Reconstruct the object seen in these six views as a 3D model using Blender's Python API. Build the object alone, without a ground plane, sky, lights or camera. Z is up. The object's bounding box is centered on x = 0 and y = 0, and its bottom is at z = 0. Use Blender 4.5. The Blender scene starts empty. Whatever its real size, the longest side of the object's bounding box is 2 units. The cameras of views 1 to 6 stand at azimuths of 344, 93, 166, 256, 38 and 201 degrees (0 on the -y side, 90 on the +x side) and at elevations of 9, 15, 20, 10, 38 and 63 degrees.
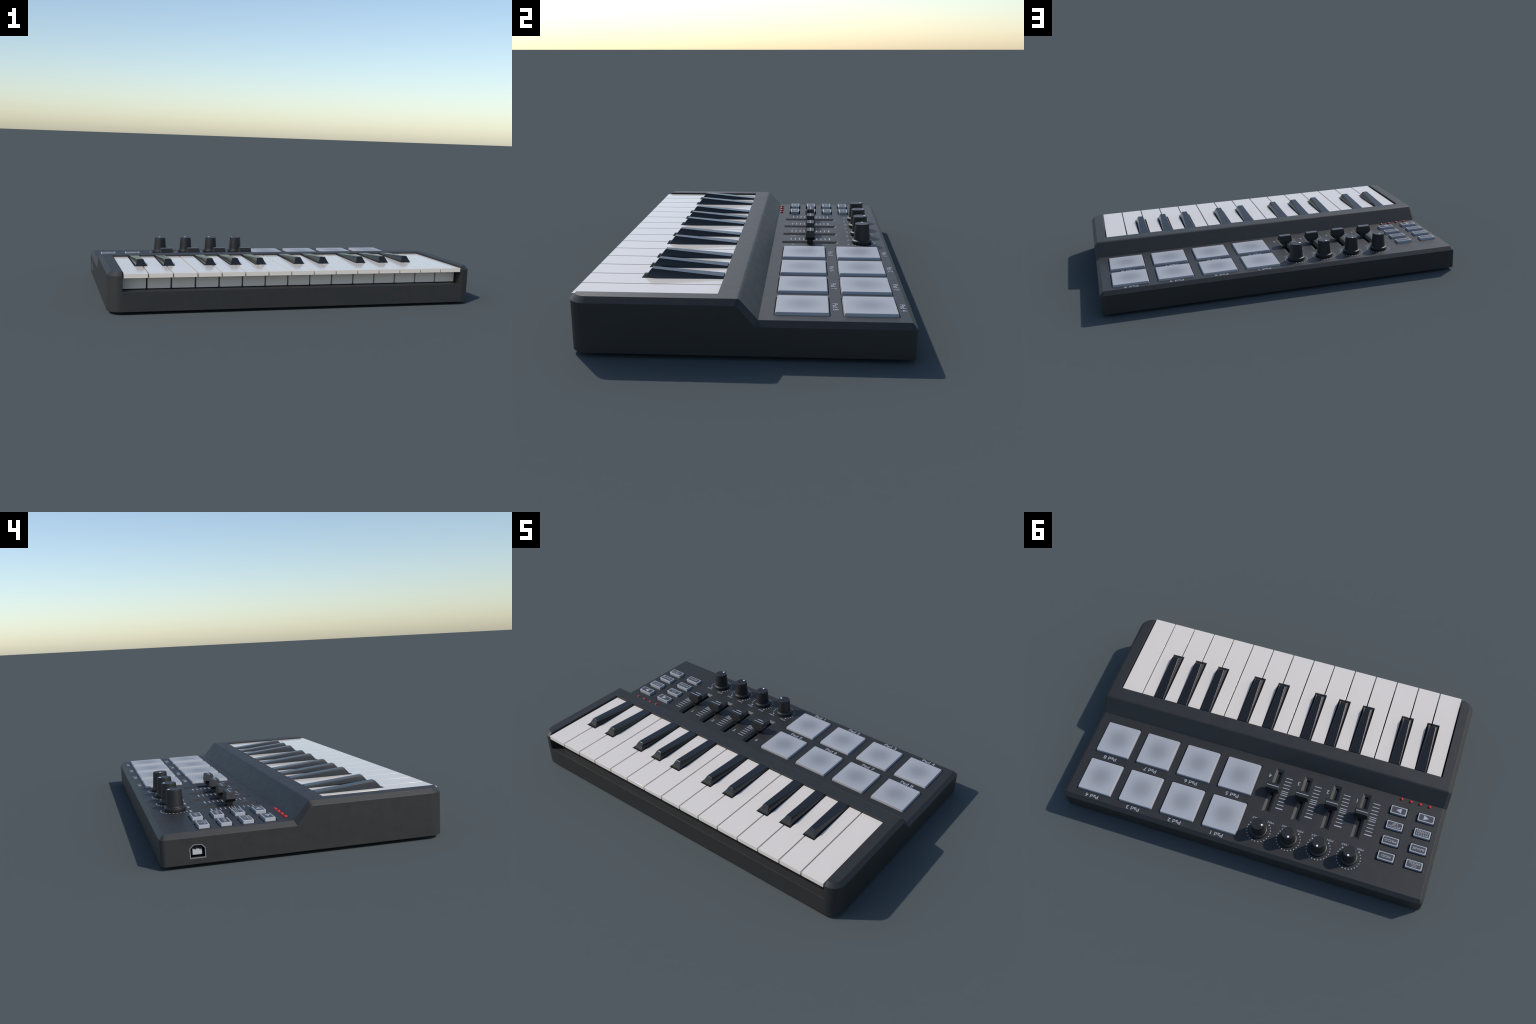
"""Compact 25-key music keyboard controller: sloped housing, keys, drum pads,
sliders, knobs, buttons, indicator lamps and a side port.  Metres, z up."""
import bpy, bmesh, math
from mathutils import Vector

# --------------------------------------------------------------------------
# overall dimensions
# --------------------------------------------------------------------------
HALF_X, HALF_Y = 1.0, 0.5965          # outer footprint of the housing
BOTTOM_Z = 0.0125                     # housing stands on four rubber feet
TOP_Z, PANEL_Z = 0.213, 0.139         # keyboard rim, control panel
CHAMFER = 0.0195                      # chamfer running round the upper edge
FRONT_R, BACK_R = 0.066, 0.022        # plan radii of the housing corners
RIDGE_Y, FOOT_Y = -0.008, 0.057       # slope between rim and panel
WELL_X, WELL_BACK, WELL_Z = 0.930, -0.0845, 0.114

KEY_PITCH, KEY_GAP, KEY_TOP = 0.12352, 0.0062, 0.2045
KEY_FRONT, KEY_BACK, KEY_FACE = -0.597, -0.0855, -0.535
NOTCH_FRONT, NOTCH_HALF = -0.3925, 0.0340

SLIDER_X = [-0.578 + 0.1632 * k for k in range(4)]
SLOT_Y = 0.2303
CAP_Y = 0.2307
KNOB_Y = 0.4735


# --------------------------------------------------------------------------
# materials
# --------------------------------------------------------------------------
def new_material(name):
    m = bpy.data.materials.new(name)
    m.use_nodes = True
    nt = m.node_tree
    return m, nt, nt.nodes["Principled BSDF"]


def plastic(name, colour, rough, mottle=0.0, grain=0.0, spec=0.5, coat=0.0, rough_var=0.0,
            scale=9.0, grain_scale=900.0, edge=0.0):
    """Plain plastic with faint smudges in colour and gloss and an optional fine grain."""
    m, nt, b = new_material(name)
    b.inputs["Base Color"].default_value = (*colour, 1)
    b.inputs["Roughness"].default_value = rough
    b.inputs["Specular IOR Level"].default_value = spec
    b.inputs["Coat Weight"].default_value = coat
    tc = nt.nodes.new("ShaderNodeTexCoord")
    if mottle or rough_var:
        n = nt.nodes.new("ShaderNodeTexNoise")
        n.inputs["Scale"].default_value = scale
        n.inputs["Detail"].default_value = 6
        n.inputs["Roughness"].default_value = 0.65
        nt.links.new(tc.outputs["Object"], n.inputs["Vector"])
        if mottle:
            r = nt.nodes.new("ShaderNodeValToRGB")
            r.color_ramp.elements[0].position, r.color_ramp.elements[1].position = 0.3, 0.7
            r.color_ramp.elements[0].color = (*[c * (1 - mottle) for c in colour], 1)
            r.color_ramp.elements[1].color = (*[c * (1 + mottle) for c in colour], 1)
            nt.links.new(n.outputs["Fac"], r.inputs["Fac"])
            nt.links.new(r.outputs["Color"], b.inputs["Base Color"])
        if rough_var:
            mr = nt.nodes.new("ShaderNodeMapRange")
            mr.inputs["From Min"].default_value, mr.inputs["From Max"].default_value = 0.3, 0.7
            mr.inputs["To Min"].default_value = rough - rough_var
            mr.inputs["To Max"].default_value = rough + rough_var
            nt.links.new(n.outputs["Fac"], mr.inputs["Value"])
            nt.links.new(mr.outputs["Result"], b.inputs["Roughness"])
    if grain:
        g = nt.nodes.new("ShaderNodeTexNoise")
        g.inputs["Scale"].default_value = grain_scale
        g.inputs["Detail"].default_value = 2
        nt.links.new(tc.outputs["Object"], g.inputs["Vector"])
        bump = nt.nodes.new("ShaderNodeBump")
        bump.inputs["Strength"].default_value = grain
        if edge:
            bv = nt.nodes.new("ShaderNodeBevel")
            bv.samples = 6
            bv.inputs["Radius"].default_value = edge
            nt.links.new(bv.outputs["Normal"], bump.inputs["Normal"])
        bump.inputs["Distance"].default_value = 0.0006
        nt.links.new(g.outputs["Fac"], bump.inputs["Height"])
        nt.links.new(bump.outputs["Normal"], b.inputs["Normal"])
    return m


def pad_rubber():
    """Light grey silicone, darker towards the middle of each pad."""
    m, nt, b = new_material("pad_silicone")
    tc = nt.nodes.new("ShaderNodeTexCoord")
    mp = nt.nodes.new("ShaderNodeMapping")
    mp.inputs["Scale"].default_value = (1, 1, 0)
    ln = nt.nodes.new("ShaderNodeVectorMath")
    ln.operation = "LENGTH"
    r = nt.nodes.new("ShaderNodeValToRGB")
    r.color_ramp.interpolation = "EASE"
    r.color_ramp.elements[0].position, r.color_ramp.elements[1].position = 0.08, 0.97
    r.color_ramp.elements[0].color = (0.275, 0.283, 0.302, 1)
    r.color_ramp.elements[1].color = (0.395, 0.403, 0.425, 1)
    k = nt.nodes.new("ShaderNodeMath")
    k.operation = "MULTIPLY"
    k.inputs[1].default_value = 1 / 0.1
    nt.links.new(tc.outputs["Object"], mp.inputs["Vector"])
    nt.links.new(mp.outputs["Vector"], ln.inputs[0])
    nt.links.new(ln.outputs["Value"], k.inputs[0])
    nt.links.new(k.outputs["Value"], r.inputs["Fac"])
    nt.links.new(r.outputs["Color"], b.inputs["Base Color"])
    b.inputs["Roughness"].default_value = 0.5
    return m


MAT_HOUSING = plastic("black_housing_plastic", (0.0242, 0.0240, 0.0238), 0.53, mottle=0.10,
                      rough_var=0.05, scale=22.0, grain=0.05, edge=0.0022)
MAT_SLOT_WALL_LIT = plastic("slot_wall_lit_plastic", (0.031, 0.0306, 0.030), 0.53, grain=0.05, edge=0.0015)  # housing plastic made lighter: light caught by the slot slopes, put into the colour
MAT_SLOT_FLOOR = plastic("slot_floor_plastic", (0.014, 0.014, 0.014), 0.55)
MAT_WHITE_KEY = plastic("glossy_ivory_plastic", (0.765, 0.695, 0.62), 0.13, mottle=0.012)
MAT_BLACK_KEY = plastic("glossy_black_plastic", (0.0125, 0.013, 0.0145), 0.20)
MAT_PAD = pad_rubber()
MAT_KNOB = plastic("black_knob_rubber", (0.0125, 0.0125, 0.013), 0.46, grain=0.05)
MAT_CAP = plastic("black_slider_plastic", (0.0155, 0.0155, 0.0155), 0.46)
MAT_BUTTON = plastic("light_grey_button_plastic", (0.40, 0.42, 0.455), 0.45)
MAT_BUTTON_FACE = plastic("dark_button_print", (0.060, 0.061, 0.066), 0.45)
MAT_PRINT = plastic("pale_grey_print", (0.40, 0.41, 0.45), 0.5)
MAT_WORD = plastic("grey_button_print", (0.33, 0.335, 0.36), 0.5)
MAT_LABEL = plastic("pale_label_print", (0.41, 0.42, 0.455), 0.5)
MAT_WHITE_PAINT = plastic("white_paint", (0.92, 0.92, 0.95), 0.4)
MAT_LAMP = plastic("red_lamp_plastic", (0.52, 0.018, 0.016), 0.22)
MAT_METAL = plastic("port_frame_metal", (0.20, 0.215, 0.225), 0.45)
MAT_TONGUE = plastic("port_tongue_plastic", (0.47, 0.48, 0.50), 0.45)
MAT_PORT_DARK = plastic("port_dark_plastic", (0.012, 0.012, 0.013), 0.5)
MAT_FOOT = plastic("rubber_foot", (0.015, 0.015, 0.015), 0.8)


# --------------------------------------------------------------------------
# mesh helpers
# --------------------------------------------------------------------------
def link(obj, parent=None):
    bpy.context.scene.collection.objects.link(obj)
    if parent is not None:
        obj.parent = parent
    return obj


def finish(mesh, angle=35.0):
    """Smooth shading, split where faces meet at more than the given angle."""
    mesh.polygons.foreach_set("use_smooth", [True] * len(mesh.polygons))
    mesh.set_sharp_from_angle(angle=math.radians(angle))
    mesh.update()


def weight_normals(mesh, angle=35.0):
    """Face-area weighted corner normals: flats stay flat, only bevels and curves bend the light.
    Faces share a normal at a corner when the edge between them turns by less than the angle."""
    limit = math.cos(math.radians(angle))
    edge_corners = {}
    corner_face = [0] * len(mesh.loops)
    for p in mesh.polygons:
        loops = list(p.loop_indices)
        for k, l in enumerate(loops):
            corner_face[l] = p.index
            edge_corners.setdefault(mesh.loops[l].edge_index, []).append((l, loops[(k + 1) % len(loops)]))
    group = list(range(len(mesh.loops)))

    def find(i):
        while group[i] != i:
            group[i] = group[group[i]]
            i = group[i]
        return i

    for pair in edge_corners.values():
        if len(pair) != 2:
            continue
        (a0, a1), (b0, b1) = pair
        if mesh.polygons[corner_face[a0]].normal.dot(mesh.polygons[corner_face[b0]].normal) < limit:
            continue
        va, vb = mesh.loops[a0].vertex_index, mesh.loops[b0].vertex_index
        if va == vb:
            b0, b1 = b1, b0
        group[find(a0)] = find(b1)
        group[find(a1)] = find(b0)
    total = {}
    for l, f in enumerate(corner_face):
        p = mesh.polygons[f]
        total.setdefault(find(l), Vector()).__iadd__(p.normal * p.area ** 1.5)
    mesh.normals_split_custom_set([total[find(l)].normalized() for l in range(len(mesh.loops))])
    mesh.update()
    return mesh


def mesh_from_bmesh(bm, name, mat, angle=35.0):
    bmesh.ops.recalc_face_normals(bm, faces=bm.faces)
    me = bpy.data.meshes.new(name)
    bm.to_mesh(me)
    bm.free()
    me.materials.append(mat)
    finish(me, angle)
    return weight_normals(me, angle)


def place(name, mesh, loc, parent, rot_z=0.0):
    o = bpy.data.objects.new(name, mesh)
    o.location = loc
    o.rotation_euler.z = rot_z
    return link(o, parent)


def rect(hx, hy, z, cx=0.0, cy=0.0):
    return [(cx - hx, cy - hy, z), (cx + hx, cy - hy, z), (cx + hx, cy + hy, z), (cx - hx, cy + hy, z)]


def rounded_rect(hx, hy, r, z, steps=5):
    pts = []
    for sx, sy, a0 in ((1, -1, -90), (1, 1, 0), (-1, 1, 90), (-1, -1, 180)):
        for k in range(steps + 1):
            a = math.radians(a0 + 90 * k / steps)
            pts.append((sx * (hx - r) + r * math.cos(a), sy * (hy - r) + r * math.sin(a), z))
    return pts


def add_loft(bm, rings, cap=True):
    """Closed solid through rings that have the same number of points."""
    vs = [[bm.verts.new(p) for p in ring] for ring in rings]
    n = len(vs[0])
    for a, b in zip(vs, vs[1:]):
        for i in range(n):
            bm.faces.new((a[i], a[(i + 1) % n], b[(i + 1) % n], b[i]))
    if cap:
        bm.faces.new(list(reversed(vs[0])))
        bm.faces.new(vs[-1])
    return vs


def add_box(bm, x0, x1, y0, y1, z0, z1):
    cx, cy, hx, hy = (x0 + x1) / 2, (y0 + y1) / 2, (x1 - x0) / 2, (y1 - y0) / 2
    add_loft(bm, [rect(hx, hy, z0, cx, cy), rect(hx, hy, z1, cx, cy)])


def add_disc(bm, cx, cy, r, z0, z1, seg=20):
    ring = [(cx + r * math.cos(math.tau * k / seg), cy + r * math.sin(math.tau * k / seg)) for k in range(seg)]
    add_loft(bm, [[(x, y, z0) for x, y in ring], [(x, y, z1) for x, y in ring]])


def lathe(profile, seg=64):
    """Solid of revolution about z; profile runs from the axis up to the axis again."""
    bm = bmesh.new()
    rings = [[(r * math.cos(math.tau * k / seg), r * math.sin(math.tau * k / seg), z) for k in range(seg)]
             for r, z in profile]
    add_loft(bm, rings)
    return bm


def text_mesh(body, name, mat, width=None, cap=0.015, bold=0.0, line=1.0):
    """Lettering as a thin raised mesh centred on its own origin, scaled to a cap height and width."""
    cu = bpy.data.curves.new(name, "FONT")
    cu.body, cu.align_x, cu.align_y = body, "CENTER", "CENTER"
    cu.size, cu.resolution_u = 1.0, 4
    cu.space_line = line
    tmp = link(bpy.data.objects.new(name + "_source", cu))
    bpy.context.view_layer.update()
    me = bpy.data.meshes.new_from_object(tmp.evaluated_get(bpy.context.evaluated_depsgraph_get()))
    bpy.data.objects.remove(tmp)
    bpy.data.curves.remove(cu)
    me.name = name
    xs, ys = [v.co.x for v in me.vertices], [v.co.y for v in me.vertices]
    w, h = max(xs) - min(xs), max(ys) - min(ys)
    sy = cap / h
    sx = (width / w) if width else sy
    mx, my = (max(xs) + min(xs)) / 2, (max(ys) + min(ys)) / 2
    bm = bmesh.new()
    bm.from_mesh(me)
    for v in bm.verts:
        v.co = ((v.co.x - mx) * sx, (v.co.y - my) * sy, 0)
    bmesh.ops.remove_doubles(bm, verts=bm.verts, dist=1e-6)
    flat = list(bm.verts) + list(bm.edges) + list(bm.faces)
    if bold:                            # heavier strokes: shifted layers, each a hair above the last
        for k, (ox, oy) in enumerate(((1, 0.6), (-1, 0.6), (1, -0.6), (-1, -0.6))):
            dup = bmesh.ops.duplicate(bm, geom=flat)
            bmesh.ops.translate(bm, verts=[g for g in dup["geom"] if isinstance(g, bmesh.types.BMVert)],
                                vec=(ox * bold, oy * bold, 0.00004 * (k + 1)))
    ext = bmesh.ops.extrude_face_region(bm, geom=list(bm.faces))
    for g in ext["geom"]:
        if isinstance(g, bmesh.types.BMVert):
            g.co.z += 0.0006
    bmesh.ops.recalc_face_normals(bm, faces=bm.faces)
    bm.to_mesh(me)
    bm.free()
    me.materials.clear()
    me.materials.append(mat)
    return me


# --------------------------------------------------------------------------
# root
# --------------------------------------------------------------------------
root = bpy.data.objects.new("keyboard_controller", None)
root.empty_display_size = 0.2
root["label"] = "small black music keyboard controller with pads, sliders and knobs"
root["category"] = "music keyboard"
link(root)


# --------------------------------------------------------------------------
# housing
# --------------------------------------------------------------------------
def fillet(p, q, r, radius, steps):
    """Points of a fillet at corner q of the polyline p-q-r (2D)."""
    p, q, r = Vector(p), Vector(q), Vector(r)
    a, b = (p - q).normalized(), (r - q).normalized()
    half = a.angle(b) / 2
    t = radius / math.tan(half)
    c = q + (a + b).normalized() * (radius / math.sin(half))
    s, e = q + a * t - c, q + b * t - c
    ang = s.angle(e)
    pts = []
    for k in range(steps + 1):
        f = k / steps
        v = s * math.sin((1 - f) * ang) / math.sin(ang) + e * math.sin(f * ang) / math.sin(ang)
        pts.append(tuple(c + v))
    return pts


def side_profile(dy, dz):
    """(y, z) up the flank: rim, rounded ridge, foot of the slope, panel."""
    ridge = (RIDGE_Y + dy[0], TOP_Z - dz)
    foot = (FOOT_Y + dy[1], PANEL_Z - dz)
    return fillet((-0.4, TOP_Z - dz), ridge, foot, 0.019, 7) + [foot]


def housing_right_half():
    """Matched (outer x, outer y, shoulder z, inner x, inner y, top z) from front centre to back centre."""
    pts = []
    ix, iy = HALF_X - CHAMFER, HALF_Y - CHAMFER
    cx, cy = HALF_X - FRONT_R, -HALF_Y + FRONT_R
    for k in range(13):
        a = math.radians(-90 + 90 * k / 12)
        pts.append((cx + FRONT_R * math.cos(a), cy + FRONT_R * math.sin(a), TOP_Z - CHAMFER,
                    cx + (FRONT_R - CHAMFER) * math.cos(a), cy + (FRONT_R - CHAMFER) * math.sin(a), TOP_Z))
    for (yo, zo), (yi, zi) in zip(side_profile((-0.006, -0.008), CHAMFER), side_profile((0, 0), 0)):
        pts.append((HALF_X, yo, zo, ix, yi, zi))
    cx, cy = HALF_X - BACK_R, HALF_Y - BACK_R
    r_in = max(BACK_R - CHAMFER, 0.002)
    for k in range(7):
        a = math.radians(90 * k / 6)
        pts.append((cx + BACK_R * math.cos(a), cy + BACK_R * math.sin(a), PANEL_Z - CHAMFER,
                    cx + r_in * math.cos(a), cy + r_in * math.sin(a), PANEL_Z))
    return pts


def build_housing_shell():
    bm = bmesh.new()
    right = housing_right_half()
    n_front, n_back = 13, 7
    loop = right + [(-p[0], p[1], p[2], -p[3], p[4], p[5]) for p in reversed(right)]
    n = len(loop)
    inset = 0.0012
    under = [bm.verts.new((p[0] - math.copysign(inset, p[0]), p[1] - math.copysign(inset, p[1]), BOTTOM_Z)) for p in loop]
    base = [bm.verts.new((p[0], p[1], BOTTOM_Z + inset)) for p in loop]
    sh = [bm.verts.new(p[0:3]) for p in loop]
    top = [bm.verts.new(p[3:6]) for p in loop]
    for i in range(n):
        j = (i + 1) % n
        bm.faces.new((under[i], under[j], base[j], base[i]))
        bm.faces.new((base[i], base[j], sh[j], sh[i]))
        bm.faces.new((sh[i], sh[j], top[j], top[i]))
    bm.faces.new(list(reversed(under)))
    m = len(right)
    mirror = lambda i: n - 1 - i
    first, last = n_front - 1, m - n_back
    bm.faces.new([top[i] for i in range(0, first + 1)] + [top[mirror(i)] for i in range(first, -1, -1)])
    for i in range(first, last):
        bm.faces.new((top[i], top[i + 1], top[mirror(i + 1)], top[mirror(i)]))
    bm.faces.new([top[i] for i in range(last, m)] + [top[mirror(i)] for i in range(m - 1, last - 1, -1)])
    return mesh_from_bmesh(bm, "housing", MAT_HOUSING)


PAD_X = [0.1140 + 0.2397 * i for i in range(4)]
PAD_Y = [0.2050, 0.4440]
BUTTON_X = [-0.9067, -0.7592]
BUTTON_Y = [0.1445, 0.2338, 0.3232, 0.4125]
PORT_Y, PORT_Z = 0.4520, 0.0640


def port_outline(grow):
    """Squarish port with its two upper corners cut off, in (y, z)."""
    hy, lo, hi, cut = 0.0283 + grow, -0.0248 - grow, 0.0240 + grow, 0.0135 + 0.4 * grow
    return [(-hy, lo), (hy, lo), (hy, hi - cut), (hy - cut, hi), (-hy + cut, hi), (-hy, hi - cut)]


def build_cutters():
    bm = bmesh.new()
    add_box(bm, -WELL_X, WELL_X, -0.9, WELL_BACK, WELL_Z, 0.5)
    for x in PAD_X:
        for y in PAD_Y:
            add_box(bm, x - 0.099, x + 0.099, y - 0.098, y + 0.098, 0.095, 0.2)
    for x in BUTTON_X:
        for y in BUTTON_Y:
            add_box(bm, x - 0.0468, x + 0.0468, y - 0.0290, y + 0.0280, 0.105, 0.2)
    for x in SLIDER_X:
        outer, inner = (0.0225, 0.1322), (0.0088, 0.1188)
        add_loft(bm, [rect(*inner, 0.1185, x, SLOT_Y), rect(*inner, 0.1290, x, SLOT_Y),
                      rect(*outer, PANEL_Z, x, SLOT_Y), rect(*outer, 0.16, x, SLOT_Y)])
    ring = port_outline(0.0032)
    add_loft(bm, [[(px, PORT_Y - y, PORT_Z + z) for y, z in ring] for px in (-1.05, -0.955)])
    bmesh.ops.recalc_face_normals(bm, faces=bm.faces)
    me = bpy.data.meshes.new("cutters")
    bm.to_mesh(me)
    bm.free()
    me.materials.append(MAT_HOUSING)
    return me


housing = link(bpy.data.objects.new("housing", build_housing_shell()), root)
cutters = link(bpy.data.objects.new("cutters", build_cutters()))
mod = housing.modifiers.new("openings", "BOOLEAN")
mod.operation, mod.solver, mod.object = "DIFFERENCE", "EXACT", cutters
bpy.context.view_layer.update()
cut = bpy.data.meshes.new_from_object(housing.evaluated_get(bpy.context.evaluated_depsgraph_get()))
housing.modifiers.clear()
old = housing.data
housing.data = cut
bpy.data.meshes.remove(old)
cut.name = "housing"
cut.materials.clear()
for m in (MAT_HOUSING, MAT_SLOT_WALL_LIT, MAT_SLOT_FLOOR):
    cut.materials.append(m)
for p in cut.polygons:
    c = p.center
    in_slot = abs(c.y - SLOT_Y) < 0.1325 and any(abs(c.x - x) < 0.0226 for x in SLIDER_X)
    p.material_index = 0 if not in_slot or c.z > PANEL_Z - 0.001 or c.z < 0.1 else (1 if c.z > 0.1292 else 2)
finish(cut, 33)
weight_normals(cut, 33)
bpy.data.objects.remove(cutters)

foot_mesh = mesh_from_bmesh(lathe([(0.034, 0.0), (0.036, 0.002), (0.036, BOTTOM_Z + 0.001)], 40), "rubber_foot", MAT_FOOT)
for x in (-0.84, 0.84):
    for y in (-0.44, 0.44):
        place("rubber_foot", foot_mesh, (x, y, 0), root)


# --------------------------------------------------------------------------
# keys
# --------------------------------------------------------------------------
WHITE_COUNT = 15
FIRST_X = -KEY_PITCH * WHITE_COUNT / 2
# distance of each black key's centre from the white-key joint below it, by joint in the octave
BLACK_SHIFT = {1: -0.0090, 2: 0.0120, 4: -0.0122, 5: 0.0030, 6: 0.0195}


def black_centre(joint):
    """x of the black key that straddles this joint, or None between E-F and B-C."""
    if joint <= 0 or joint >= WHITE_COUNT or joint % 7 not in BLACK_SHIFT:
        return None
    return FIRST_X + joint * KEY_PITCH + BLACK_SHIFT[joint % 7]


def build_white_key(i):
    """Wide front, waist cut away beside the neighbouring black keys, overhanging lip."""
    cx = FIRST_X + (i + 0.5) * KEY_PITCH
    h = (KEY_PITCH - KEY_GAP) / 2
    left, right = black_centre(i), black_centre(i + 1)
    bm = bmesh.new()
    outline = [(-h, KEY_FRONT), (h, KEY_FRONT), (h, KEY_FACE)]
    if right is not None:
        xr = right - NOTCH_HALF - cx
        outline += [(h, NOTCH_FRONT), (xr, NOTCH_FRONT), (xr, KEY_BACK)]
    else:
        outline += [(h, KEY_BACK)]
    if left is not None:
        xl = left + NOTCH_HALF - cx
        outline += [(xl, KEY_BACK), (xl, NOTCH_FRONT), (-h, NOTCH_FRONT)]
    else:
        outline += [(-h, KEY_BACK)]
    outline.append((-h, KEY_FACE))
    z_top, z_lip, z_low = KEY_TOP, 0.1822, 0.1176
    top = [bm.verts.new((x, y, z_top)) for x, y in outline]
    lip = [bm.verts.new((x, y, z_lip)) for x, y in outline]
    waist = [(x * (1 - 0.0011 / h), y - (0.0006 if y > KEY_FACE else 0.0)) for x, y in outline[2:]]
    neck = [bm.verts.new((x, y, z_lip)) for x, y in waist]
    low = [bm.verts.new((x, y, z_low)) for x, y in waist]
    n = len(outline)
    bm.faces.new(top)
    for k in range(n):
        j = (k + 1) % n
        bm.faces.new((lip[k], lip[j], top[j], top[k]))
    bm.faces.new((lip[1], lip[0], lip[n - 1], neck[-1], neck[0], lip[2]))
    for k in range(n - 3):
        bm.faces.new((neck[k], neck[k + 1], lip[k + 3], lip[k + 2]))
        bm.faces.new((low[k], low[k + 1], neck[k + 1], neck[k]))
    bm.faces.new((low[-1], low[0], neck[0], neck[-1]))
    bm.faces.new(list(reversed(low)))
    bmesh.ops.recalc_face_normals(bm, faces=bm.faces)
    edges = [e for e in bm.edges
             if all(abs(v.co.z - z_top) < 1e-6 for v in e.verts)
             or all(abs(v.co.y - KEY_FRONT) < 1e-6 for v in e.verts)]
    bmesh.ops.bevel(bm, geom=edges, offset=0.0008, offset_type="OFFSET", segments=2, profile=0.5, affect="EDGES")
    return mesh_from_bmesh(bm, "white_key", MAT_WHITE_KEY, 50), cx


white_meshes = {}
for i in range(WHITE_COUNT):
    kind = (i % 7, i == WHITE_COUNT - 1)
    if kind not in white_meshes:
        white_meshes[kind] = build_white_key(i)[0]
    place("white_key", white_meshes[kind], (FIRST_X + (i + 0.5) * KEY_PITCH, 0, 0), root)


def build_black_key():
    """Wedge with sloping flanks: tall at the front, sinking to the rim at the back."""
    bm = bmesh.new()
    back = -0.0880
    rings = [
        [(-0.0325, -0.3905, 0.150), (0.0325, -0.3905, 0.150), (0.0325, back, 0.150), (-0.0325, back, 0.150)],
        [(-0.0325, -0.3905, 0.1945), (0.0325, -0.3905, 0.1945), (0.0325, back, 0.1990), (-0.0325, back, 0.1990)],
        [(-0.0153, -0.3570, 0.2365), (0.0153, -0.3570, 0.2365), (0.0262, back, 0.2122), (-0.0262, back, 0.2122)],
    ]
    v = add_loft(bm, rings)
    bm.edges.ensure_lookup_table()
    f_l, f_r, b_r, b_l = v[2]
    pair = lambda a, b: next(e for e in a.link_edges if e.other_vert(a) is b)
    soft = [pair(f_l, b_l), pair(f_r, b_r), pair(f_l, v[1][0]), pair(f_r, v[1][1]), pair(f_l, f_r)]
    bmesh.ops.bevel(bm, geom=soft, offset=0.0013, offset_type="OFFSET", segments=3, profile=0.5, affect="EDGES")
    return mesh_from_bmesh(bm, "black_key", MAT_BLACK_KEY, 40)


black_mesh = build_black_key()
for j in range(1, WHITE_COUNT):
    x = black_centre(j)
    if x is not None:
        place("black_key", black_mesh, (x, 0, 0), root)


# --------------------------------------------------------------------------
# drum pads
# --------------------------------------------------------------------------
def build_pad():
    bm = bmesh.new()
    hx, hy, r = 0.0932, 0.0924, 0.006
    top = 0.0500                        # origin of a pad lies 0.10 m above the ground
    rings = [rounded_rect(hx + 0.0034, hy + 0.0034, r + 0.001, 0.0), rounded_rect(hx + 0.0032, hy + 0.0032, r + 0.001, 0.036),
             rounded_rect(hx, hy, r, top - 0.0026)]
    for k in range(1, 5):
        a = math.radians(90 * k / 4)
        d = 0.0022 * (1 - math.cos(a))
        rings.append(rounded_rect(hx - d, hy - d, r - 0.6 * d, top - 0.0026 + 0.0022 * math.sin(a)))
    rings.append(rounded_rect(hx - 0.030, hy - 0.030, r - 0.0014, top))
    add_loft(bm, rings)
    return mesh_from_bmesh(bm, "drum_pad", MAT_PAD, 40)


pad_mesh = build_pad()
for row, y in enumerate(PAD_Y):
    for col, x in enumerate(PAD_X):
        number = col + 1 + (4 if row == 0 else 0)
        pad = place("drum_pad", pad_mesh, (x, y, 0.100), root)
        label = text_mesh("Pad %d" % number, "pad_label", MAT_LABEL, width=0.0725 if number != 1 else 0.0680,
                          cap=0.0196, bold=0.0003)
        place("pad_label", label, (0.0017, 0.1175, PANEL_Z - 0.100 + 0.0002), pad)


# --------------------------------------------------------------------------
# sliders
# --------------------------------------------------------------------------
TICKS = [0.1397, 0.1600, 0.1803, 0.2001, 0.2199, 0.2313, 0.2432, 0.2628, 0.2831, 0.3026, 0.3236]


def build_slider_cap():
    """Six-sided cap seen from the end, widest low down, drawn in to a narrow stem."""
    bm = bmesh.new()
    add_loft(bm, [rect(0.0155, 0.0230, 0.1555 - PANEL_Z), rect(0.0388, 0.0220, 0.1720 - PANEL_Z),
                  rect(0.0328, 0.0172, 0.2027 - PANEL_Z)])
    bmesh.ops.bevel(bm, geom=[e for e in bm.edges], offset=0.0008, segments=2, profile=0.5, affect="EDGES")
    return mesh_from_bmesh(bm, "slider_cap", MAT_CAP, 30)


def build_slider_stem():
    bm = bmesh.new()
    add_box(bm, -0.0085, 0.0085, -0.0140, 0.0140, -0.0200, 0.0175)
    return mesh_from_bmesh(bm, "slider_stem", MAT_CAP, 30)


def build_cap_line():
    bm = bmesh.new()
    add_loft(bm, [rect(0.0331, 0.00165, -0.0006), rect(0.0331, 0.00165, 0.0005)])
    return mesh_from_bmesh(bm, "cap_line", MAT_PRINT, 30)


def build_scale_marks():
    bm = bmesh.new()
    for k, y in enumerate(TICKS):
        last = k == len(TICKS) - 1
        hx, hy = (0.0201, 0.0030) if last else (0.0190, 0.0020)
        ring = rounded_rect(hx, hy, hy * 0.7, 0, 2)
        add_loft(bm, [[(x - 0.0622, py + y - CAP_Y, z) for x, py, _ in ring] for z in (0.0, 0.0006)])
    return mesh_from_bmesh(bm, "scale_marks", MAT_PRINT, 30)


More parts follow.
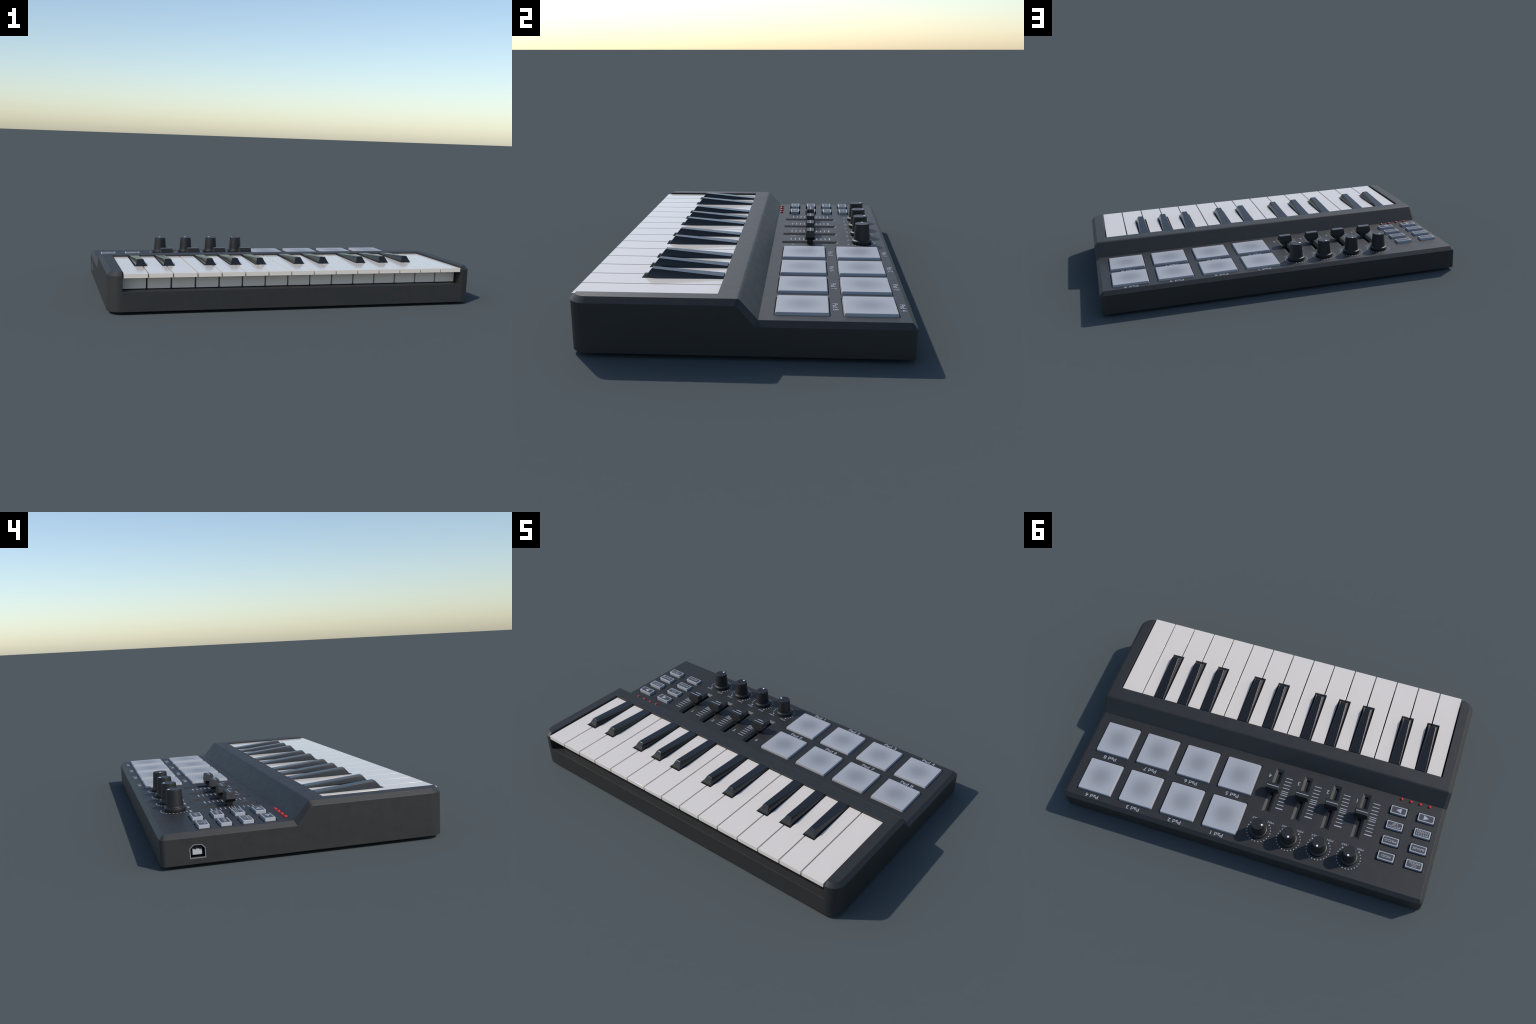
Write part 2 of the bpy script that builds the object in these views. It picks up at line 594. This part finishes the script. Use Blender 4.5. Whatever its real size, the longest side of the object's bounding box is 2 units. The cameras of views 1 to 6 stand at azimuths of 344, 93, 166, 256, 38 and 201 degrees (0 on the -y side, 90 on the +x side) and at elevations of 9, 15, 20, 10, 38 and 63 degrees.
cap_mesh, stem_mesh, line_mesh, scale_mesh = build_slider_cap(), build_slider_stem(), build_cap_line(), build_scale_marks()
for k, x in enumerate(SLIDER_X):
    slider = place("slider", cap_mesh, (x, CAP_Y, PANEL_Z), root)
    place("slider_stem", stem_mesh, (0, 0, 0), slider)
    place("cap_line", line_mesh, (0, 0, 0.2027 - PANEL_Z), slider)
    marks = place("scale_marks", scale_mesh, (0, 0, 0.0001), slider)
    marks["kind"] = "stuff"
    num = text_mesh(str(k + 1), "slider_number", MAT_LABEL, cap=0.0215, bold=0.0002)
    place("slider_number", num, (0.0435, 0.1505 - CAP_Y, 0.0002), slider)


# --------------------------------------------------------------------------
# knobs
# --------------------------------------------------------------------------
def build_knob():
    flange_r, body_r, top_r, top = 0.0470, 0.0382, 0.0326, 0.2345 - PANEL_Z
    prof = [(0.0425, 0.0), (0.0460, 0.0012), (flange_r, 0.0040), (flange_r, 0.0125)]
    for k in range(1, 6):
        a = math.radians(90 * k / 5)
        prof.append((flange_r - 0.0050 * (1 - math.cos(a)), 0.0125 + 0.0050 * math.sin(a)))
    prof += [(body_r + 0.0022, 0.0185), (body_r + 0.0004, 0.0202), (body_r, 0.0222),
             (top_r + 0.0002, top - 0.0020), (top_r - 0.0006, top - 0.0006), (top_r - 0.0020, top)]
    return mesh_from_bmesh(lathe(prof, 72), "knob", MAT_KNOB, 40)


def build_knob_dot():
    bm = bmesh.new()
    add_disc(bm, 0, 0, 0.0052, -0.0005, 0.0006, 24)
    return mesh_from_bmesh(bm, "knob_dot", MAT_WHITE_PAINT, 30)


def build_dial_marks():
    """Nineteen dots sweeping 270 degrees, the two end dots larger."""
    bm = bmesh.new()
    for k in range(19):
        a = math.radians(225 - 15 * k)
        r = 0.0042 if k in (0, 18) else 0.0030
        add_disc(bm, 0.0625 * math.cos(a), 0.0625 * math.sin(a), r, 0.0, 0.0006, 16)
    return mesh_from_bmesh(bm, "dial_marks", MAT_LABEL, 30)


knob_mesh, dot_mesh, dial_mesh = build_knob(), build_knob_dot(), build_dial_marks()
min_mesh = text_mesh("MIN", "dial_word", MAT_PRINT, width=0.0325, cap=0.0112, bold=0.0)
max_mesh = text_mesh("MAX", "dial_word", MAT_PRINT, width=0.0365, cap=0.0112, bold=0.0)
for x, turn in zip(SLIDER_X, (88, 88, 110, 178)):
    knob = place("knob", knob_mesh, (x, KNOB_Y, PANEL_Z), root)
    a = math.radians(turn)
    place("knob_dot", dot_mesh, (0.0222 * math.cos(a), 0.0222 * math.sin(a), 0.2345 - PANEL_Z), knob)
    dial = place("dial_marks", dial_mesh, (0, 0, 0.0001), knob)
    dial["kind"] = "stuff"
    place("dial_word", min_mesh, (-0.0465, -0.0610, 0.0002), knob)
    place("dial_word", max_mesh, (0.0380, -0.0630, 0.0002), knob)


# --------------------------------------------------------------------------
# buttons
# --------------------------------------------------------------------------
BUTTON_TOP = 0.1522 - PANEL_Z


def build_button():
    bm = bmesh.new()
    hx, hy = 0.0430, 0.0220
    add_loft(bm, [rounded_rect(hx, hy, 0.0022, -0.030, 3), rounded_rect(hx, hy, 0.0022, BUTTON_TOP - 0.0012, 3),
                  rounded_rect(hx - 0.0004, hy - 0.0004, 0.0020, BUTTON_TOP - 0.0004, 3),
                  rounded_rect(hx - 0.0012, hy - 0.0012, 0.0016, BUTTON_TOP, 3)])
    return mesh_from_bmesh(bm, "button", MAT_BUTTON, 40)


def build_button_face():
    bm = bmesh.new()
    add_loft(bm, [rounded_rect(0.0373, 0.0170, 0.0055, z, 4) for z in (-0.0005, 0.0005)])
    return mesh_from_bmesh(bm, "button_face", MAT_BUTTON_FACE, 30)


def build_arrow():
    bm = bmesh.new()
    pts = [(-0.0137, -0.0140), (0.0140, 0.0), (-0.0137, 0.0140)]
    add_loft(bm, [[(x, y, z) for x, y in pts] for z in (0.0, 0.0006)])
    return mesh_from_bmesh(bm, "arrow_mark", MAT_PRINT, 30)


button_mesh, face_mesh, arrow_mesh = build_button(), build_button_face(), build_arrow()
WORDS = {0: [None, "PITCH\nDOWN", "BANK", "CC\nMODE"], 1: [None, "PITCH\nUP", "PROG", "MOD"]}
WORD_WIDTH = {"BANK": 0.062, "PROG": 0.062, "MOD": 0.046}
for col, x in enumerate(BUTTON_X):
    for row, y in enumerate(BUTTON_Y):
        button = place("button", button_mesh, (x, y, PANEL_Z), root)
        place("button_face", face_mesh, (0, 0, BUTTON_TOP), button)
        word = WORDS[col][row]
        if word is None:
            place("arrow_mark", arrow_mesh, (0, 0, BUTTON_TOP + 0.0006), button, math.pi if col == 0 else 0.0)
        elif "\n" in word:
            widths = {"PITCH": 0.060, "DOWN": 0.060, "UP": 0.027, "CC": 0.026, "MODE": 0.058}
            for part, yy in zip(word.split("\n"), (0.0073, -0.0073)):
                me = text_mesh(part, "button_word", MAT_WORD, width=widths[part], cap=0.0122, bold=0.0004)
                place("button_word", me, (0, yy, BUTTON_TOP + 0.0006), button)
        else:
            me = text_mesh(word, "button_word", MAT_WORD, width=WORD_WIDTH[word], cap=0.0128, bold=0.00045)
            place("button_word", me, (0, 0, BUTTON_TOP + 0.0006), button)


# --------------------------------------------------------------------------
# indicator lamps
# --------------------------------------------------------------------------
lamp_profile = [(0.0088, -0.001), (0.0088, 0.001)]
for k in range(1, 9):
    a = math.radians(88 * k / 8)
    lamp_profile.append((0.0088 * math.cos(a), 0.001 + 0.0075 * math.sin(a)))
lamp_mesh = mesh_from_bmesh(lathe(lamp_profile, 28), "indicator_lamp", MAT_LAMP, 60)
for x in (-0.9091, -0.8583, -0.8080, -0.7578):
    place("indicator_lamp", lamp_mesh, (x, 0.0702, PANEL_Z), root)


# --------------------------------------------------------------------------
# side port
# --------------------------------------------------------------------------
def build_port_frame():
    bm = bmesh.new()
    o, i = port_outline(0.0032), port_outline(0.0)
    front = 0.0
    ring = lambda pts, x: [bm.verts.new((x, -y, z)) for y, z in pts]
    of, inf, ib, ob = ring(o, front), ring(i, front), ring(i, 0.003), ring(o, 0.003)
    n = len(o)
    for a, b in ((ob, of), (of, inf), (inf, ib), (ib, ob)):
        for k in range(n):
            bm.faces.new((a[k], a[(k + 1) % n], b[(k + 1) % n], b[k]))
    return mesh_from_bmesh(bm, "side_port", MAT_METAL, 30)


def build_port_tongue():
    """Pale block with two contact grooves along its upper side."""
    bm = bmesh.new()
    prof = [(-0.0182, -0.0120), (0.0182, -0.0120), (0.0182, 0.0100)]
    for c in (0.0115, -0.0075):
        for k in range(7):
            a = math.radians(180 * k / 6)
            prof.append((c + 0.0033 * math.cos(a), 0.0100 - 0.0033 * math.sin(a)))
    prof.append((-0.0182, 0.0100))
    add_loft(bm, [[(x, -y, z) for y, z in prof] for x in (0.012, 0.044)])
    return mesh_from_bmesh(bm, "port_tongue", MAT_TONGUE, 30)


def build_port_liner():
    bm = bmesh.new()
    o, i = port_outline(0.0030), port_outline(0.0)
    ring = lambda pts, x: [bm.verts.new((x, -y, z)) for y, z in pts]
    n = len(o)
    a, b, c, d = ring(o, 0.0035), ring(i, 0.0035), ring(i, 0.040), ring(o, 0.043)
    for p, q in ((a, b), (b, c), (d, a)):
        for k in range(n):
            bm.faces.new((p[k], p[(k + 1) % n], q[(k + 1) % n], q[k]))
    bm.faces.new(c)
    bm.faces.new(d)
    return mesh_from_bmesh(bm, "port_liner", MAT_PORT_DARK, 30)


port = place("side_port", build_port_frame(), (-HALF_X, PORT_Y, PORT_Z), root)
place("port_tongue", build_port_tongue(), (0, 0.0, -0.004), port)
place("port_liner", build_port_liner(), (0, 0, 0), port)
